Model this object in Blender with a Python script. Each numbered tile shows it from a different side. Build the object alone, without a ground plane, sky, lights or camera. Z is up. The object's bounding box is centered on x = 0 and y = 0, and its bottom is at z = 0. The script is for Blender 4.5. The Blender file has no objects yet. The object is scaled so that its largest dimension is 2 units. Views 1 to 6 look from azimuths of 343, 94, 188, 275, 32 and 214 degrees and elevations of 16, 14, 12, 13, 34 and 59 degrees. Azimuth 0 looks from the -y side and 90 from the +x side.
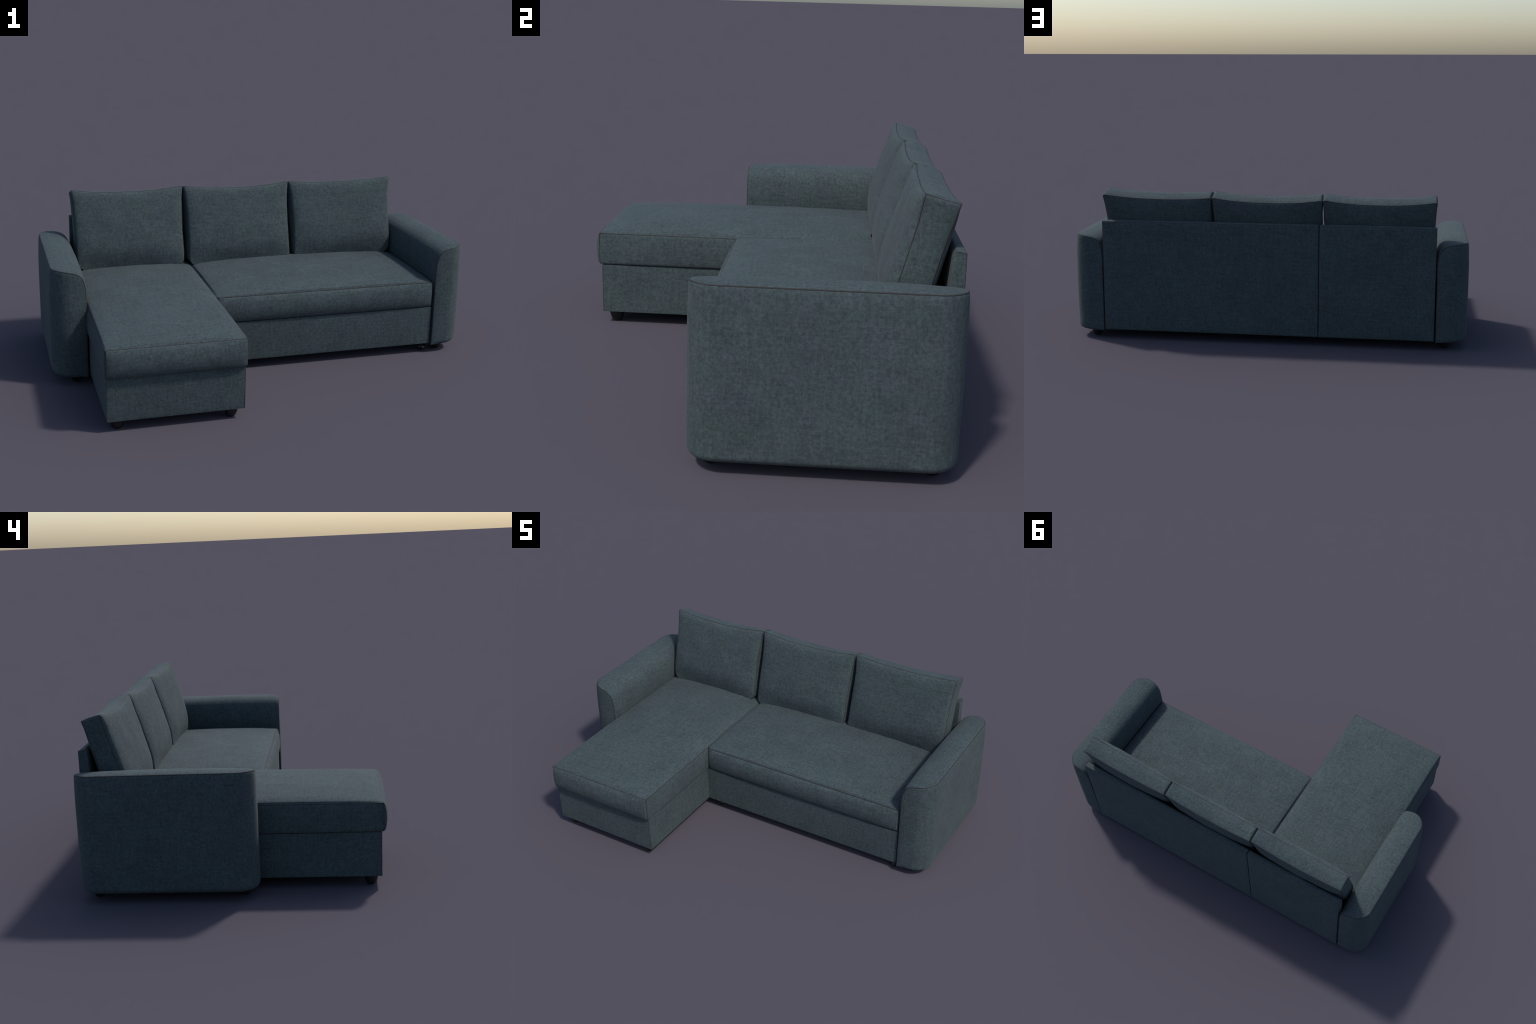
"""Upholstered corner sofa with a chaise: armrests, base, cushions, back panels, feet and castors."""
import bpy, math, random
import numpy as np
from mathutils import Vector, noise

random.seed(7)
rng = np.random.default_rng(7)

# ------------------------------------------------------------------ sizes (metres)
ARM_IN, ARM_OUT = 0.843, 0.988      # inner face and outer seam of an armrest
FRONT_Y, BACK_Y = -0.101, 0.628     # front and back of an armrest
FLOOR_GAP = 0.046                   # underside above the ground
ARM_GAP = 0.038                     # the same under the armrests
SPLIT_X = -0.256                    # chaise | seat
CHAISE_FRONT = -0.617
SEAT_FRONT = -0.090
DECK_Z = 0.235                      # base top / seat cushion bottom
SEAT_Z = 0.359                      # top seam of the seat cushions


# ------------------------------------------------------------------ materials
class Nodes:
    """Small helper around a node tree."""
    def __init__(self, name):
        self.mat = bpy.data.materials.new(name)
        self.mat.use_nodes = True
        self.nt = self.mat.node_tree
        self.bsdf = self.nt.nodes["Principled BSDF"]

    def add(self, kind, **props):
        n = self.nt.nodes.new(kind)
        for k, v in props.items():
            setattr(n, k, v)
        return n

    def link(self, a, b):
        self.nt.links.new(a, b)

    def math(self, op, a, b):
        n = self.add("ShaderNodeMath", operation=op)
        for i, v in enumerate((a, b)):
            if isinstance(v, (int, float)):
                n.inputs[i].default_value = v
            else:
                self.link(v, n.inputs[i])
        return n.outputs[0]

    def noise(self, coord, scale, detail=2.0, stretch=(1, 1, 1), offset=(0, 0, 0), rough=0.5):
        m = self.add("ShaderNodeMapping")
        m.inputs["Scale"].default_value = stretch
        m.inputs["Location"].default_value = offset
        self.link(coord, m.inputs["Vector"])
        n = self.add("ShaderNodeTexNoise")
        n.inputs["Scale"].default_value = scale
        n.inputs["Detail"].default_value = detail
        n.inputs["Roughness"].default_value = rough
        self.link(m.outputs[0], n.inputs["Vector"])
        return n.outputs["Fac"]

    def ramp(self, fac, stops):
        r = self.add("ShaderNodeValToRGB")
        e = r.color_ramp.elements
        while len(e) < len(stops):
            e.new(0.5)
        for el, (p, c) in zip(e, stops):
            el.position = p
            el.color = (*c, 1)
        self.link(fac, r.inputs[0])
        return r.outputs["Color"]

    def mix(self, fac, a, b, blend="MIX"):
        n = self.add("ShaderNodeMix", data_type="RGBA", blend_type=blend)
        for sock, v in ((n.inputs[0], fac), (n.inputs[6], a), (n.inputs[7], b)):
            if isinstance(v, (int, float)):
                sock.default_value = v
            elif isinstance(v, tuple):
                sock.default_value = (*v, 1)
            else:
                self.link(v, sock)
        return n.outputs[2]


def fabric_material():
    """Woven grey-teal upholstery: slubby threads both ways, bluish and greenish mottling."""
    k = Nodes("woven_fabric")
    co = k.add("ShaderNodeTexCoord").outputs["Object"]
    # threads along each axis; on any one face two of them read as warp and weft
    fine = [k.noise(co, 1.0, 2, st, (3, 1, 7)) for st in ((90, 400, 400), (400, 90, 400), (400, 400, 90))]
    slub = [k.noise(co, 1.0, 3, st, (11, 5, 2)) for st in ((15, 115, 115), (115, 15, 115), (115, 115, 15))]
    weave = k.math("DIVIDE", k.math("ADD", k.math("ADD", fine[0], fine[1]), fine[2]), 3.0)
    slubs = k.math("DIVIDE", k.math("ADD", k.math("ADD", slub[0], slub[1]), slub[2]), 3.0)
    blotch = k.noise(co, 95, 3, offset=(2, 2, 2), rough=0.6)
    tone = k.math("ADD", k.math("MULTIPLY", weave, 0.42), k.math("MULTIPLY", slubs, 0.36))
    tone = k.math("ADD", tone, k.math("MULTIPLY", blotch, 0.22))
    light = k.ramp(tone, [(0.385, FABRIC_DARK), (0.50, FABRIC_MID), (0.615, FABRIC_LIGHT)])
    hue = k.noise(co, 11, 5, offset=(5, 1, 8), rough=0.62)
    tint = k.ramp(hue, [(0.36, (0.965, 1.015, 0.975)), (0.5, (1.0, 1.0, 1.0)), (0.64, (1.03, 0.985, 1.03))])
    col = k.mix(1.0, light, tint, "MULTIPLY")
    wear = k.noise(co, 7, 3, offset=(7, 3, 1), rough=0.55)
    col = k.mix(1.0, col, k.ramp(wear, [(0.36, (0.93, 0.93, 0.94)), (0.64, (1.05, 1.05, 1.05))]), "MULTIPLY")
    k.link(col, k.bsdf.inputs["Base Color"])
    k.bsdf.inputs["Roughness"].default_value = 0.92
    k.bsdf.inputs["Specular IOR Level"].default_value = 0.2
    k.bsdf.inputs["Sheen Weight"].default_value = 0.04
    k.bsdf.inputs["Sheen Roughness"].default_value = 0.5
    bump = k.add("ShaderNodeBump")
    bump.inputs["Strength"].default_value = 0.25
    bump.inputs["Distance"].default_value = 0.002
    k.link(tone, bump.inputs["Height"])
    k.link(bump.outputs[0], k.bsdf.inputs["Normal"])
    return k.mat


def plain_material(name, color, rough, metallic=0.0, grain=0.15):
    k = Nodes(name)
    co = k.add("ShaderNodeTexCoord").outputs["Object"]
    f = k.noise(co, 120, 3)
    lo = tuple(c * (1 - grain) for c in color)
    hi = tuple(c * (1 + grain) for c in color)
    k.link(k.ramp(f, [(0.35, lo), (0.65, hi)]), k.bsdf.inputs["Base Color"])
    k.bsdf.inputs["Roughness"].default_value = rough
    k.bsdf.inputs["Metallic"].default_value = metallic
    return k.mat


FABRIC_DARK = (0.0235, 0.0335, 0.0355)
FABRIC_MID = (0.0440, 0.0610, 0.0650)
FABRIC_LIGHT = (0.069, 0.092, 0.097)
FABRIC = fabric_material()
THREAD = plain_material("seam_thread", (0.017, 0.0162, 0.0162), 0.8)
BLACK = plain_material("black_plastic", (0.006, 0.006, 0.007), 0.45)
STEEL = plain_material("steel", (0.35, 0.36, 0.38), 0.35, 1.0)


# ------------------------------------------------------------------ object helpers
sofa = bpy.data.objects.new("chaise_sofa", None)
bpy.context.scene.collection.objects.link(sofa)
sofa["label"] = "dark grey-teal fabric corner sofa with left chaise and three cushions"
sofa["category"] = "sofa"


def add_object(name, mesh, parent=sofa, loc=(0, 0, 0), mat=None):
    ob = bpy.data.objects.new(name, mesh)
    bpy.context.scene.collection.objects.link(ob)
    ob.parent = parent
    ob.location = loc
    if mat is not None and not mesh.materials:
        mesh.materials.append(mat)
    return ob


class Shell:
    """Collects grids of points into one welded mesh."""
    def __init__(self):
        self.v, self.f = [], []

    def grid(self, P, flip=False):
        """P: array (a, b, 3)."""
        a, b = P.shape[:2]
        o = len(self.v)
        self.v += [tuple(p) for p in P.reshape(-1, 3)]
        for i in range(a - 1):
            for j in range(b - 1):
                q = (o + i * b + j, o + (i + 1) * b + j, o + (i + 1) * b + j + 1, o + i * b + j + 1)
                self.f.append(q[::-1] if flip else q)

    def mesh(self, name, angle=40, weld=2e-5):
        import bmesh
        me = bpy.data.meshes.new(name)
        me.from_pydata(self.v, [], self.f)
        bm = bmesh.new()
        bm.from_mesh(me)
        bmesh.ops.remove_doubles(bm, verts=bm.verts, dist=weld)
        bmesh.ops.dissolve_degenerate(bm, dist=1e-6, edges=bm.edges)
        bmesh.ops.recalc_face_normals(bm, faces=bm.faces)
        bm.to_mesh(me)
        bm.free()
        me.shade_smooth()
        me.set_sharp_from_angle(angle=math.radians(angle))
        return me


def tube(name, points, parent, radius=0.0017, mat=THREAD, sides=6):
    """Stitched seam: a thin cord along a poly-line."""
    P = np.array(points, float)
    keep = [0] + [i for i in range(1, len(P)) if np.linalg.norm(P[i] - P[i - 1]) > 1e-5]
    P = P[keep]
    T = np.gradient(P, axis=0)
    T /= np.linalg.norm(T, axis=1)[:, None]
    ref = np.array([0.31, 0.52, 0.79])
    A = np.cross(T, ref)
    A /= np.linalg.norm(A, axis=1)[:, None]
    B = np.cross(T, A)
    ang = np.linspace(0, 2 * math.pi, sides + 1)
    G = P[:, None] + radius * (np.cos(ang)[None, :, None] * A[:, None] + np.sin(ang)[None, :, None] * B[:, None])
    s = Shell()
    s.grid(G)
    return s


def join_tubes(name, lines, parent, radius=0.0017):
    s = Shell()
    mid = np.mean([np.mean(ln, axis=0) for ln in lines], axis=0)
    for ln in lines:
        ln = np.asarray(ln) + np.sign(mid - np.asarray(ln)) * radius * 0.3     # sunk into the seam
        t = tube(name, ln, parent, radius)
        o = len(s.v)
        s.v += t.v
        s.f += [tuple(i + o for i in f) for f in t.f]
    return add_object(name, s.mesh(name, 80), parent, mat=THREAD)


def eased(n, edge=0.5):
    """0..1 samples, closer together near both ends."""
    t = np.linspace(0, 1, n)
    return (1 - edge) * t + edge * (0.5 - 0.5 * np.cos(math.pi * t))


def pillow(t, p=0.45):
    """Bulge profile: 0 at the seams, steep there, flat in the middle."""
    return np.clip(4 * t * (1 - t), 0, 1) ** p


def fbm(P, scale, seed):
    """Smooth noise at the points P (..., 3)."""
    flat = P.reshape(-1, 3)
    out = np.array([noise.noise(Vector((p[0] * scale + seed, p[1] * scale - seed, p[2] * scale + 2 * seed)))
                    for p in flat])
    return out.reshape(P.shape[:-1])


def soft_box(shape, bulge, counts, wrinkle=0.0012, seed=1.0, powers=None, post=None):
    """A stuffed box. shape(u, v, w) -> points for u: -x..+x, v: front..back, w: bottom..top.
    bulge: dict of face -> height; faces left, right, front, back, bottom, top."""
    nu, nv, nw = counts
    U, V, W = eased(nu), eased(nv), eased(nw)
    powers = powers or {}
    s = Shell()
    for face in ("left", "right", "front", "back", "bottom", "top"):
        if face in ("left", "right"):
            b, c = np.meshgrid(V, W, indexing="ij")
            a = np.full_like(b, 0.0 if face == "left" else 1.0)
            p, q = b, c
            n = np.array([-1.0 if face == "left" else 1.0, 0, 0])
        elif face in ("front", "back"):
            a, c = np.meshgrid(U, W, indexing="ij")
            b = np.full_like(a, 0.0 if face == "front" else 1.0)
            p, q = a, c
            n = None
        else:
            a, b = np.meshgrid(U, V, indexing="ij")
            c = np.full_like(a, 0.0 if face == "bottom" else 1.0)
            p, q = a, b
            n = np.array([0, 0, -1.0 if face == "bottom" else 1.0])
        P = shape(a, b, c)
        if n is None:                       # true face normal of a leaning panel
            d = (shape(np.array([.5]), np.array([b[0, 0]]), np.array([.9])) -
                 shape(np.array([.5]), np.array([b[0, 0]]), np.array([.1])))[0]
            n = np.array([0, -d[2], d[1]]) / np.hypot(d[1], d[2])
            if face == "back":
                n = -n
        pw = powers.get(face, (0.45, 0.45))
        m = pillow(p, pw[0]) * pillow(q, pw[1])
        if len(pw) > 2:                     # rolls under at the bottom, fullest at pw[2]
            m = m * np.sin(np.clip(q / pw[2], 0, 1) * math.pi / 2) ** 0.8
        h = bulge.get(face, 0.0) * m
        if wrinkle:
            h = h + wrinkle * pillow(p, 0.5) * pillow(q, 0.5) * (fbm(P, 9, seed) + 0.5 * fbm(P, 22, seed + 3))
            # little gathers that run away from the seams
            near = np.exp(-np.minimum(np.minimum(p, 1 - p), np.minimum(q, 1 - q)) * 14) * pillow(p, 0.3) * pillow(q, 0.3)
            h = h + 0.8 * wrinkle * near * fbm(P, 38, seed + 9)
        P = P + h[..., None] * n
        if post is not None:
            P = post(P)
        s.grid(P)
    return s


def box_edge(shape, post, which, n=60, ends=(0.0, 1.0)):
    """Points along one edge of a soft box, e.g. ('u', v, w)."""
    t = ends[0] + (ends[1] - ends[0]) * eased(n)
    args = {"u": 0, "v": 1, "w": 2}
    axis, c1, c2 = which
    cols = [None] * 3
    cols[args[axis]] = t
    rest = [i for i in range(3) if cols[i] is None]
    cols[rest[0]] = np.full_like(t, c1)
    cols[rest[1]] = np.full_like(t, c2)
    P = shape(*cols)
    return post(P) if post is not None else P


def straight_box(x0, x1, y0, y1, z0, z1):
    def shape(a, b, c):
        return np.stack([x0 + (x1 - x0) * a, y0 + (y1 - y0) * b, z0 + (z1 - z0) * c], -1)
    return shape


def round_bottom(y_front, z_bottom, r, x0=None, x1=None, rx=0.0):
    """Rounds the lower front edge (and the lower side edges) of a cushion."""
    def fold(side, low, r):
        a, b = np.clip(r - side, 0, None), np.clip(r - low, 0, None)
        l = np.hypot(a, b)
        big = np.maximum(a, b)
        k = np.where((a > 0) & (b > 0), big / np.maximum(l, 1e-9), 1.0)
        return np.where(a > 0, a * (1 - k), 0), np.where(b > 0, b * (1 - k), 0)

    def post(P):
        P = P.copy()
        dy, dz = fold(P[..., 1] - y_front, P[..., 2] - z_bottom, r)
        P[..., 1] += dy
        P[..., 2] += dz
        if rx:
            for edge, sgn in ((x0, 1), (x1, -1)):
                if edge is None:
                    continue
                dx, dz = fold(sgn * (P[..., 0] - edge), P[..., 2] - z_bottom, rx)
                P[..., 0] += sgn * dx
                P[..., 2] += dz
        return P
    return post


# ------------------------------------------------------------------ armrests
def armrest(side):
    """Straight inner face and padded top meet a wrapped band (front, outer side, back) in a seam."""
    r = 0.080                                    # plan radius of the outer corners
    rb = 0.020                                   # roundness of the lower edge
    z_out = 0.534
    # elevation of the top seam, seen from the front: (x, z)
    prof = np.array([(0.843, 0.425), (0.845, 0.452), (0.850, 0.478), (0.859, 0.500), (0.873, 0.514),
                     (0.893, 0.523), (0.920, 0.5285), (0.950, 0.532), (ARM_OUT, z_out)])
    seg = np.r_[0, np.cumsum(np.hypot(*np.diff(prof, axis=0).T))]

    def elev(t):
        return np.interp(t, seg / seg[-1], prof[:, 0]), np.interp(t, seg / seg[-1], prof[:, 1])

    def smooth_elev(n):
        t = np.linspace(0, 1, n)
        k = np.linspace(-0.03, 0.03, 7)
        xs = np.mean([elev(np.clip(t + d, 0, 1))[0] for d in k], axis=0)
        zs = np.mean([elev(np.clip(t + d, 0, 1))[1] for d in k], axis=0)
        xs[0], zs[0] = prof[0]
        xs[-1], zs[-1] = prof[-1]
        return xs, zs

    xs, zs = smooth_elev(60)
    # sample the turn of the corner finely near the outer edge
    extra = ARM_OUT - r * (1 - np.sin(np.linspace(0.5, 1, 14) * math.pi / 2))
    allx = np.unique(np.r_[xs, extra])
    allz = np.interp(allx, xs, zs)
    allx, allz = allx[np.r_[True, np.diff(allx) > 2e-5]], allz[np.r_[True, np.diff(allx) > 2e-5]]

    def setback(x):
        d = np.clip(x - (ARM_OUT - r), 0, r)
        return r - np.sqrt(np.maximum(r * r - d * d, 0))

    yf, yb = FRONT_Y + setback(allx), BACK_Y - setback(allx)
    nv = 60
    v = eased(nv)
    # inner face below the rounded shoulder, then the top panel
    zin = ARM_GAP + (prof[0, 1] - ARM_GAP) * np.linspace(0, 1, 14)[:-1]
    rows_x = np.r_[np.full_like(zin, ARM_IN), allx]
    rows_z = np.r_[zin, allz]
    rows_f = np.r_[np.full_like(zin, FRONT_Y), yf]
    rows_b = np.r_[np.full_like(zin, BACK_Y), yb]
    Y = rows_f[:, None] + (rows_b - rows_f)[:, None] * v
    G = np.stack([np.repeat(rows_x[:, None], nv, 1), Y, np.repeat(rows_z[:, None], nv, 1)], -1)
    # outward normal of the elevation curve, and a soft crown
    tx, tz = np.gradient(rows_x), np.gradient(rows_z)
    l = np.hypot(tx, tz)
    nx, nz = -tz / l, tx / l
    arc = np.r_[0, np.cumsum(np.hypot(np.diff(rows_x), np.diff(rows_z)))]
    start = arc[len(zin)]
    q = np.clip((arc - start + 0.05) / (arc[-1] - start + 0.05), 0, 1)
    crown = 0.0145 * pillow(q, 0.5)[:, None] * pillow(v, 0.35)[None]
    crown = crown + 0.0012 * pillow(q, 0.5)[:, None] * pillow(v, 0.5)[None] * fbm(G, 11, 5 + side)
    # the inner face is padded too, above the seat
    pad = 0.008 * np.clip((rows_z - 0.30) / 0.08, 0, 1)[:, None] * (1 - q)[:, None] * pillow(v, 0.25)[None]
    G[..., 0] += (crown * 0.45 + pad) * nx[:, None]
    G[..., 2] += crown * nz[:, None]
    s = Shell()
    s.grid(G)

    # the wrapped band: plan path from inner back corner round the outer side to inner front corner
    side_y = (BACK_Y - r) + ((FRONT_Y + r) - (BACK_Y - r)) * v
    px = np.r_[allx, np.full(nv - 2, ARM_OUT), allx[::-1]]
    py = np.r_[yb, side_y[1:-1], yf[::-1]]
    pz = np.r_[allz, np.full(nv - 2, z_out), allz[::-1]]
    tx, ty = np.gradient(px), np.gradient(py)
    flatb, flatf = px[:len(allx)] < ARM_OUT - r, None
    l = np.maximum(np.hypot(tx, ty), 1e-9)
    nx, ny = ty / l, -tx / l
    if nx[len(allx) + 5] < 0:
        nx, ny = -nx, -ny
    inner = np.clip((px - ARM_IN) / 0.05, 0, 1)  # no bulge where the band meets the inner seam
    wall = []
    for k in np.linspace(0, 1, 9)[:-1]:          # rounded lower edge
        a = k * math.pi / 2
        off = -rb * (1 - math.sin(a))
        wall.append((off, rb * (1 - math.cos(a)), 0.0))
    H = eased(30, 0.7)
    cols = []
    for off, dz, _ in wall:
        f = np.clip((px - ARM_IN) / 0.1, 0, 1)
        cols.append(np.stack([px + nx * off * f, py + ny * off * f, np.full_like(px, ARM_GAP) + dz], -1))
    for h in H:
        z = ARM_GAP + rb + (pz - ARM_GAP - rb) * h
        b = (0.0100 * pillow(np.array([0.12 + 0.88 * h]), 0.34)[0]) * (0.55 + 0.45 * nx ** 2) * pillow(np.clip(inner * 0.5, 0, 0.5), 0.6)
        cols.append(np.stack([px + nx * b, py + ny * b, z], -1))
    # keep the lower edge continuous with the bulged wall
    b0 = cols[len(wall)] - np.stack([px, py, cols[len(wall)][:, 2]], -1)
    for i in range(len(wall)):
        cols[i] = cols[i] + b0 * (i / len(wall))
    C = np.stack(cols, 0)
    wob = 0.0012 * fbm(C, 8, 2 + side) * np.clip(np.linspace(0, 1, len(C)) * (1 - np.linspace(0, 1, len(C))) * 5, 0, 1)[:, None]
    C[..., 0] += wob * nx
    C[..., 1] += wob * ny
    s.grid(C)
    # underside
    s.grid(np.stack([C[0], np.stack([np.full_like(px, ARM_IN + 0.02), py * 0.9 + 0.03, np.full_like(px, ARM_GAP)], -1)], 0))
    m = np.array([side, 1, 1])
    s.v = [tuple(np.array(p) * m) for p in s.v]
    ob = add_object("armrest", s.mesh("armrest", 38), mat=FABRIC)
    # seam all round the panel
    top = np.stack([px, py, pz], -1)
    lo_b = np.stack([np.full(20, ARM_IN), np.full(20, BACK_Y), np.linspace(ARM_GAP, prof[0, 1], 20)], -1)
    lo_f = np.stack([np.full(20, ARM_IN), np.full(20, FRONT_Y), np.linspace(prof[0, 1], ARM_GAP, 20)], -1)
    join_tubes("seam_piping", [np.r_[lo_b[:-1], top, lo_f[1:]] * m], ob, 0.0024)


armrest(1)
armrest(-1)

# ------------------------------------------------------------------ base
SEAT_END = 0.834


def base(name, x0, x1, y0, y1, seed):
    def shape(a, b, c):
        P = straight_box(x0, x1, y0, y1, FLOOR_GAP, DECK_Z)(a, b, c)
        P[..., 1] += 0.003 * c * (1 - b) * -1 + 0.001
        return P
    s = soft_box(shape, {"front": 0.0030, "left": 0.002, "right": 0.003}, (50, 40, 24), 0.0008, seed)
    ob = add_object(name, s.mesh(name, 30), mat=FABRIC)
    return ob, shape


chaise_base, shape = base("chaise_base", -0.832, SPLIT_X - 0.001, -0.606, 0.56, 3.1)
join_tubes("seam_piping", [box_edge(shape, None, ("w", 0, 0)), box_edge(shape, None, ("w", 1, 0))], chaise_base, 0.0011)
seat_base, shape = base("seat_base", SPLIT_X + 0.002, SEAT_END, -0.092, 0.56, 5.7)


# ------------------------------------------------------------------ seat cushions
def seat_cushion(name, x0, x1, y0, y1, crown, seed, corner_seams, rx, side_puff, turn=0.0):
    def shape(a, b, c):
        P = straight_box(x0, x1, y0, y1, DECK_Z, SEAT_Z)(a, b, c)
        if turn:                            # rounded corner beside the chaise, seen from above
            dx = np.clip(turn - (P[..., 0] - x0), 0, None)
            dy = np.clip(turn - (P[..., 1] - y0), 0, None)
            k = np.where((dx > 0) & (dy > 0), 1 - np.maximum(dx, dy) / np.maximum(np.hypot(dx, dy), 1e-9), 0)
            P[..., 0] += dx * k
            P[..., 1] += dy * k
        return P
    post = round_bottom(y0, DECK_Z - 0.003, 0.016, x0, x1, rx)
    s = soft_box(shape, {"top": crown, "front": 0.0235, "left": side_puff, "right": side_puff, "bottom": 0.0},
                 (70, 80, 26), 0.0016, seed,
                 {"top": (0.34, 0.34), "front": (0.22, 0.55), "left": (0.3, 0.5), "right": (0.3, 0.5)}, post)
    ob = add_object(name, s.mesh(name, 28), mat=FABRIC)
    lines = [box_edge(shape, post, ("u", 0, 1)), box_edge(shape, post, ("v", 0, 1)), box_edge(shape, post, ("v", 1, 1))]
    for u in corner_seams:
        lines.append(box_edge(shape, post, ("w", u, 0)))
    join_tubes("seam_piping", lines, ob, 0.0023)
    return ob


seat_cushion("chaise_cushion", -0.836, SPLIT_X + 0.0030, CHAISE_FRONT, 0.55, 0.037, 2.3, (0, 1), 0.014, 0.009)
seat_cushion("seat_cushion", SPLIT_X + 0.0050, SEAT_END, SEAT_FRONT, 0.55, 0.038, 8.9, (), 0.0, 0.0, 0.018)


# ------------------------------------------------------------------ back panels
def back_panel(x0, x1, seed):
    def shape(a, b, c):
        P = straight_box(x0, x1, 0, 1, FLOOR_GAP, 0.612)(a, b, c)
        front = 0.566 + 0.026 * c
        back = 0.632 - 0.006 * c
        y = front + (back - front) * b
        # rounded front shoulder
        top = np.clip((P[..., 2] - 0.592) / 0.02, 0, 1)
        y = y + (1 - b) * 0.009 * top ** 2
        P[..., 1] = y
        P[..., 2] -= 0.005 * b * c
        return P
    s = soft_box(shape, {"back": 0.0045, "left": 0.001, "right": 0.001, "top": 0.004}, (60, 12, 60), 0.0008, seed,
                 {"back": (0.2, 0.2)})
    ob = add_object("back_panel", s.mesh("back_panel", 40), mat=FABRIC)
    lines = []
    for u in (0, 1):
        lines += [box_edge(shape, None, ("w", u, 1)), box_edge(shape, None, ("v", u, 1))]
    lines.append(box_edge(shape, None, ("u", 1, 1)))
    join_tubes("seam_piping", lines, ob, 0.0012)


back_panel(-0.8345, -0.2635, 1.7)
back_panel(-0.2595, 0.8365, 6.1)


# ------------------------------------------------------------------ back cushions
def back_cushion(x0, x1, outer, seed, lift=0.0, twist=0.0, raise_=0.0, forward=0.0, puff=0.037, sag=0.020):
    """Leaning loose cushion with pulled-out corners; outer: -1 left end, +1 right end, 0 middle."""
    zs = np.array([0.372, 0.45, 0.52, 0.60, 0.68, 0.757])
    fy = np.array([0.420, 0.442, 0.462, 0.486, 0.508, 0.524])
    by = np.array([0.500, 0.524, 0.541, 0.560, 0.581, 0.603])

    def ear(t, p=2.4):
        return 1 - np.abs(2 * t - 1) ** p

    def shape(a, b, c):
        z = zs[0] + (zs[-1] - zs[0]) * c
        yf = np.interp(z, zs, fy)
        yb = np.interp(z, zs, by)
        y = yf + (yb - yf) * b + (z - 0.37) * twist * (a - 0.5)
        z = z - 0.024 * b * c                       # back seam sits lower than the front one
        z = z + lift * (a - 0.5) * c + raise_ * c
        # the seams of the top bow outwards between the corners
        y = y + ear(a) * c ** 3 * (0.001 * b - 0.006 * (1 - b))
        y = y - forward * (1 - b) * (0.3 + 0.7 * c) * a ** 2 + 0.007 * ear(a) * np.clip(1 - c / 0.3, 0, 1) ** 2 * (1 - b)
        z = z - sag * ear(a) * c ** 3
        side = np.clip(2 * a - 1, -1, 1)
        pull = np.where(side * outer > 0, 0.012, 0.006 + 0.006 * (1 - b)) * ear(np.clip(c * 0.86 + 0.14, 0, 1), 3.0) * np.abs(side) ** 4
        # lower outer corners tuck in
        tuck = 0.022 * np.clip(1 - c / 0.2, 0, 1) ** 2 * np.where(side * outer > 0, np.abs(side) ** 3, 0.25 * np.abs(side) ** 3)
        x = x0 + (x1 - x0) * a - np.sign(side) * (pull + tuck)
        # softly rounded corners, larger below
        span, height = x1 - x0, zs[-1] - zs[0]
        for r, end in ((0.012, 1 - c), (0.034, c)):
            du = np.clip(r - np.minimum(a, 1 - a) * span, 0, None)
            dw = np.clip(r - end * height, 0, None)
            cut = np.where((du > 0) & (dw > 0), 1 - np.maximum(du, dw) / np.maximum(np.hypot(du, dw), 1e-9), 0)
            x = x - np.sign(side) * du * cut
            z = z - dw * cut * (1 if r < 0.02 else -1)
        return np.stack([x, y, z], -1)

    s = soft_box(shape, {"front": puff, "back": 0.030, "top": 0.008, "left": 0.006, "right": 0.006, "bottom": 0.004},
                 (64, 18, 56), 0.003, seed,
                 {"front": (0.30, 0.36, 0.28), "back": (0.45, 0.6), "top": (0.25, 0.6), "left": (0.6, 0.3), "right": (0.6, 0.3)})
    ob = add_object("back_cushion", s.mesh("back_cushion", 48), mat=FABRIC)
    lines = []
    for b in (0, 1):
        lines += [box_edge(shape, None, ("u", b, 1)), box_edge(shape, None, ("w", 0, b)), box_edge(shape, None, ("w", 1, b))]
    for a in (0, 1):
        lines.append(box_edge(shape, None, ("v", a, 1)))
    join_tubes("seam_piping", lines, ob, 0.0023)


back_cushion(-0.834, -0.2780, -1, 1.3, 0.0, -0.006)
back_cushion(-0.2740, 0.2785, 0, 4.2, 0.003, -0.008)
back_cushion(0.2815, 0.837, 1, 7.7, 0.008, -0.004, 0.004, 0.016, 0.037, 0.015)


# ------------------------------------------------------------------ feet and castors
def lathe(profile, n=28):
    ang = np.linspace(0, 2 * math.pi, n + 1)
    pr = np.array(profile)
    return np.stack([pr[:, 0][:, None] * np.cos(ang), pr[:, 0][:, None] * np.sin(ang),
                     np.repeat(pr[:, 1][:, None], n + 1, 1)], -1)


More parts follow.
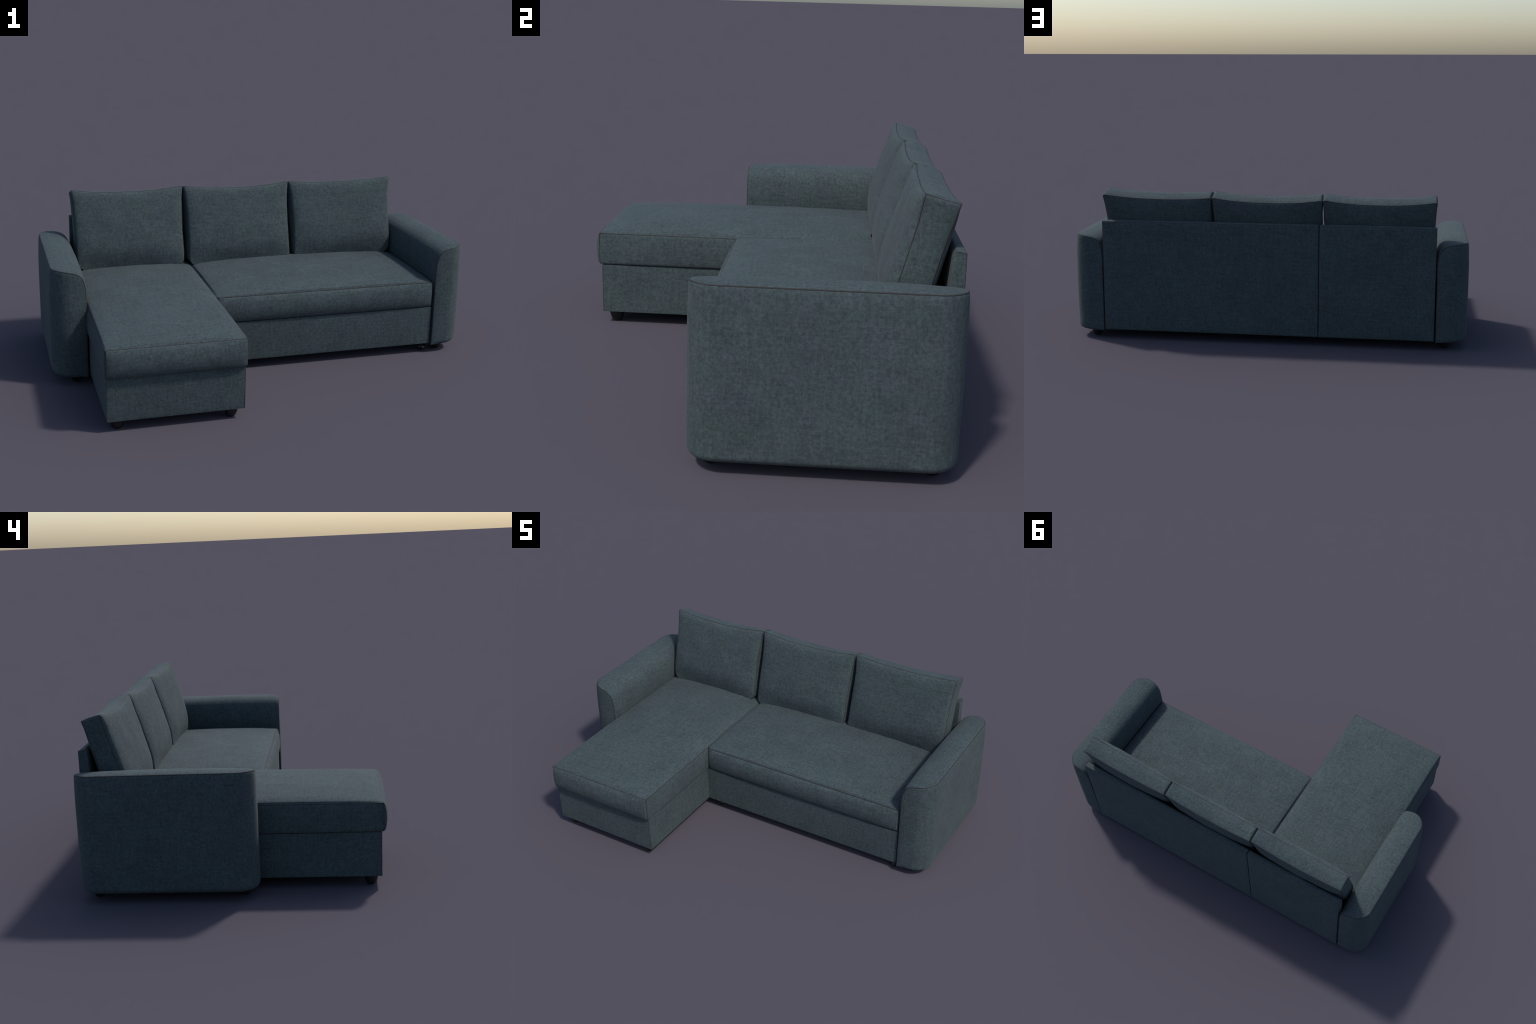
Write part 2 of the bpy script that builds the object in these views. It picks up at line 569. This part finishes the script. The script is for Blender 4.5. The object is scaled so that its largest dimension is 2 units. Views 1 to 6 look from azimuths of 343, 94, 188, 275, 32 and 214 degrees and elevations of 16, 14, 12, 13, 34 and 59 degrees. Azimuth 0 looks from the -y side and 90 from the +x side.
s = Shell()
s.grid(lathe([(0.0, 0.050), (0.031, 0.050), (0.0305, 0.040), (0.028, 0.026), (0.024, 0.013),
              (0.020, 0.005), (0.016, 0.001), (0.012, 0.0), (0.0, 0.0)]))
foot_mesh = s.mesh("foot", 50)
for x, y in ((0.896, -0.040), (0.896, 0.570), (-0.890, -0.042), (-0.890, 0.568), (-0.785, -0.562), (-0.306, -0.562)):
    add_object("foot", foot_mesh, loc=(x, y, 0), mat=BLACK)


def turned(profile, axis_loc):
    """Lathe about the x axis, placed at axis_loc."""
    G = lathe(profile, 20)
    return np.stack([G[..., 2], G[..., 0], G[..., 1]], -1) + np.array(axis_loc)


def castor(x, y):
    s = Shell()                                   # housing: two cheeks and a plate
    for dx in (-0.013, 0.010):
        ang = np.linspace(0, math.pi, 14)
        ring = np.stack([np.zeros_like(ang), 0.013 * np.cos(ang), 0.016 - 0.010 * np.sin(ang)], -1)
        ring = np.r_[[[0, 0.013, 0.046]], ring, [[0, -0.013, 0.046]]]
        s.grid(np.stack([ring + [dx, 0, 0], ring + [dx + 0.003, 0, 0]], 0))
        for off in (dx, dx + 0.003):
            mid = ring * [1, 0, 1] + [off, 0, 0]
            s.grid(np.stack([ring + [off, 0, 0], mid], 0))
    s.grid(np.array([[[-0.018, -0.018, 0.044], [0.018, -0.018, 0.044]], [[-0.018, 0.018, 0.044], [0.018, 0.018, 0.044]]]))
    ob = add_object("castor", s.mesh("castor", 40), loc=(x, y, 0), mat=BLACK)
    w = Shell()
    w.grid(turned([(0.0, -0.008), (0.013, -0.008), (0.015, -0.006), (0.015, 0.006), (0.013, 0.008), (0.0, 0.008)], (0, 0, 0.0155)))
    add_object("wheel", w.mesh("wheel", 40), ob, mat=BLACK)
    a = Shell()
    a.grid(turned([(0.0, -0.016), (0.003, -0.016), (0.004, -0.014), (0.004, 0.014), (0.003, 0.016), (0.0, 0.016)], (0, 0, 0.020)))
    add_object("axle", a.mesh("axle", 40), ob, mat=STEEL)


castor(0.815, -0.062)
castor(-0.205, -0.062)
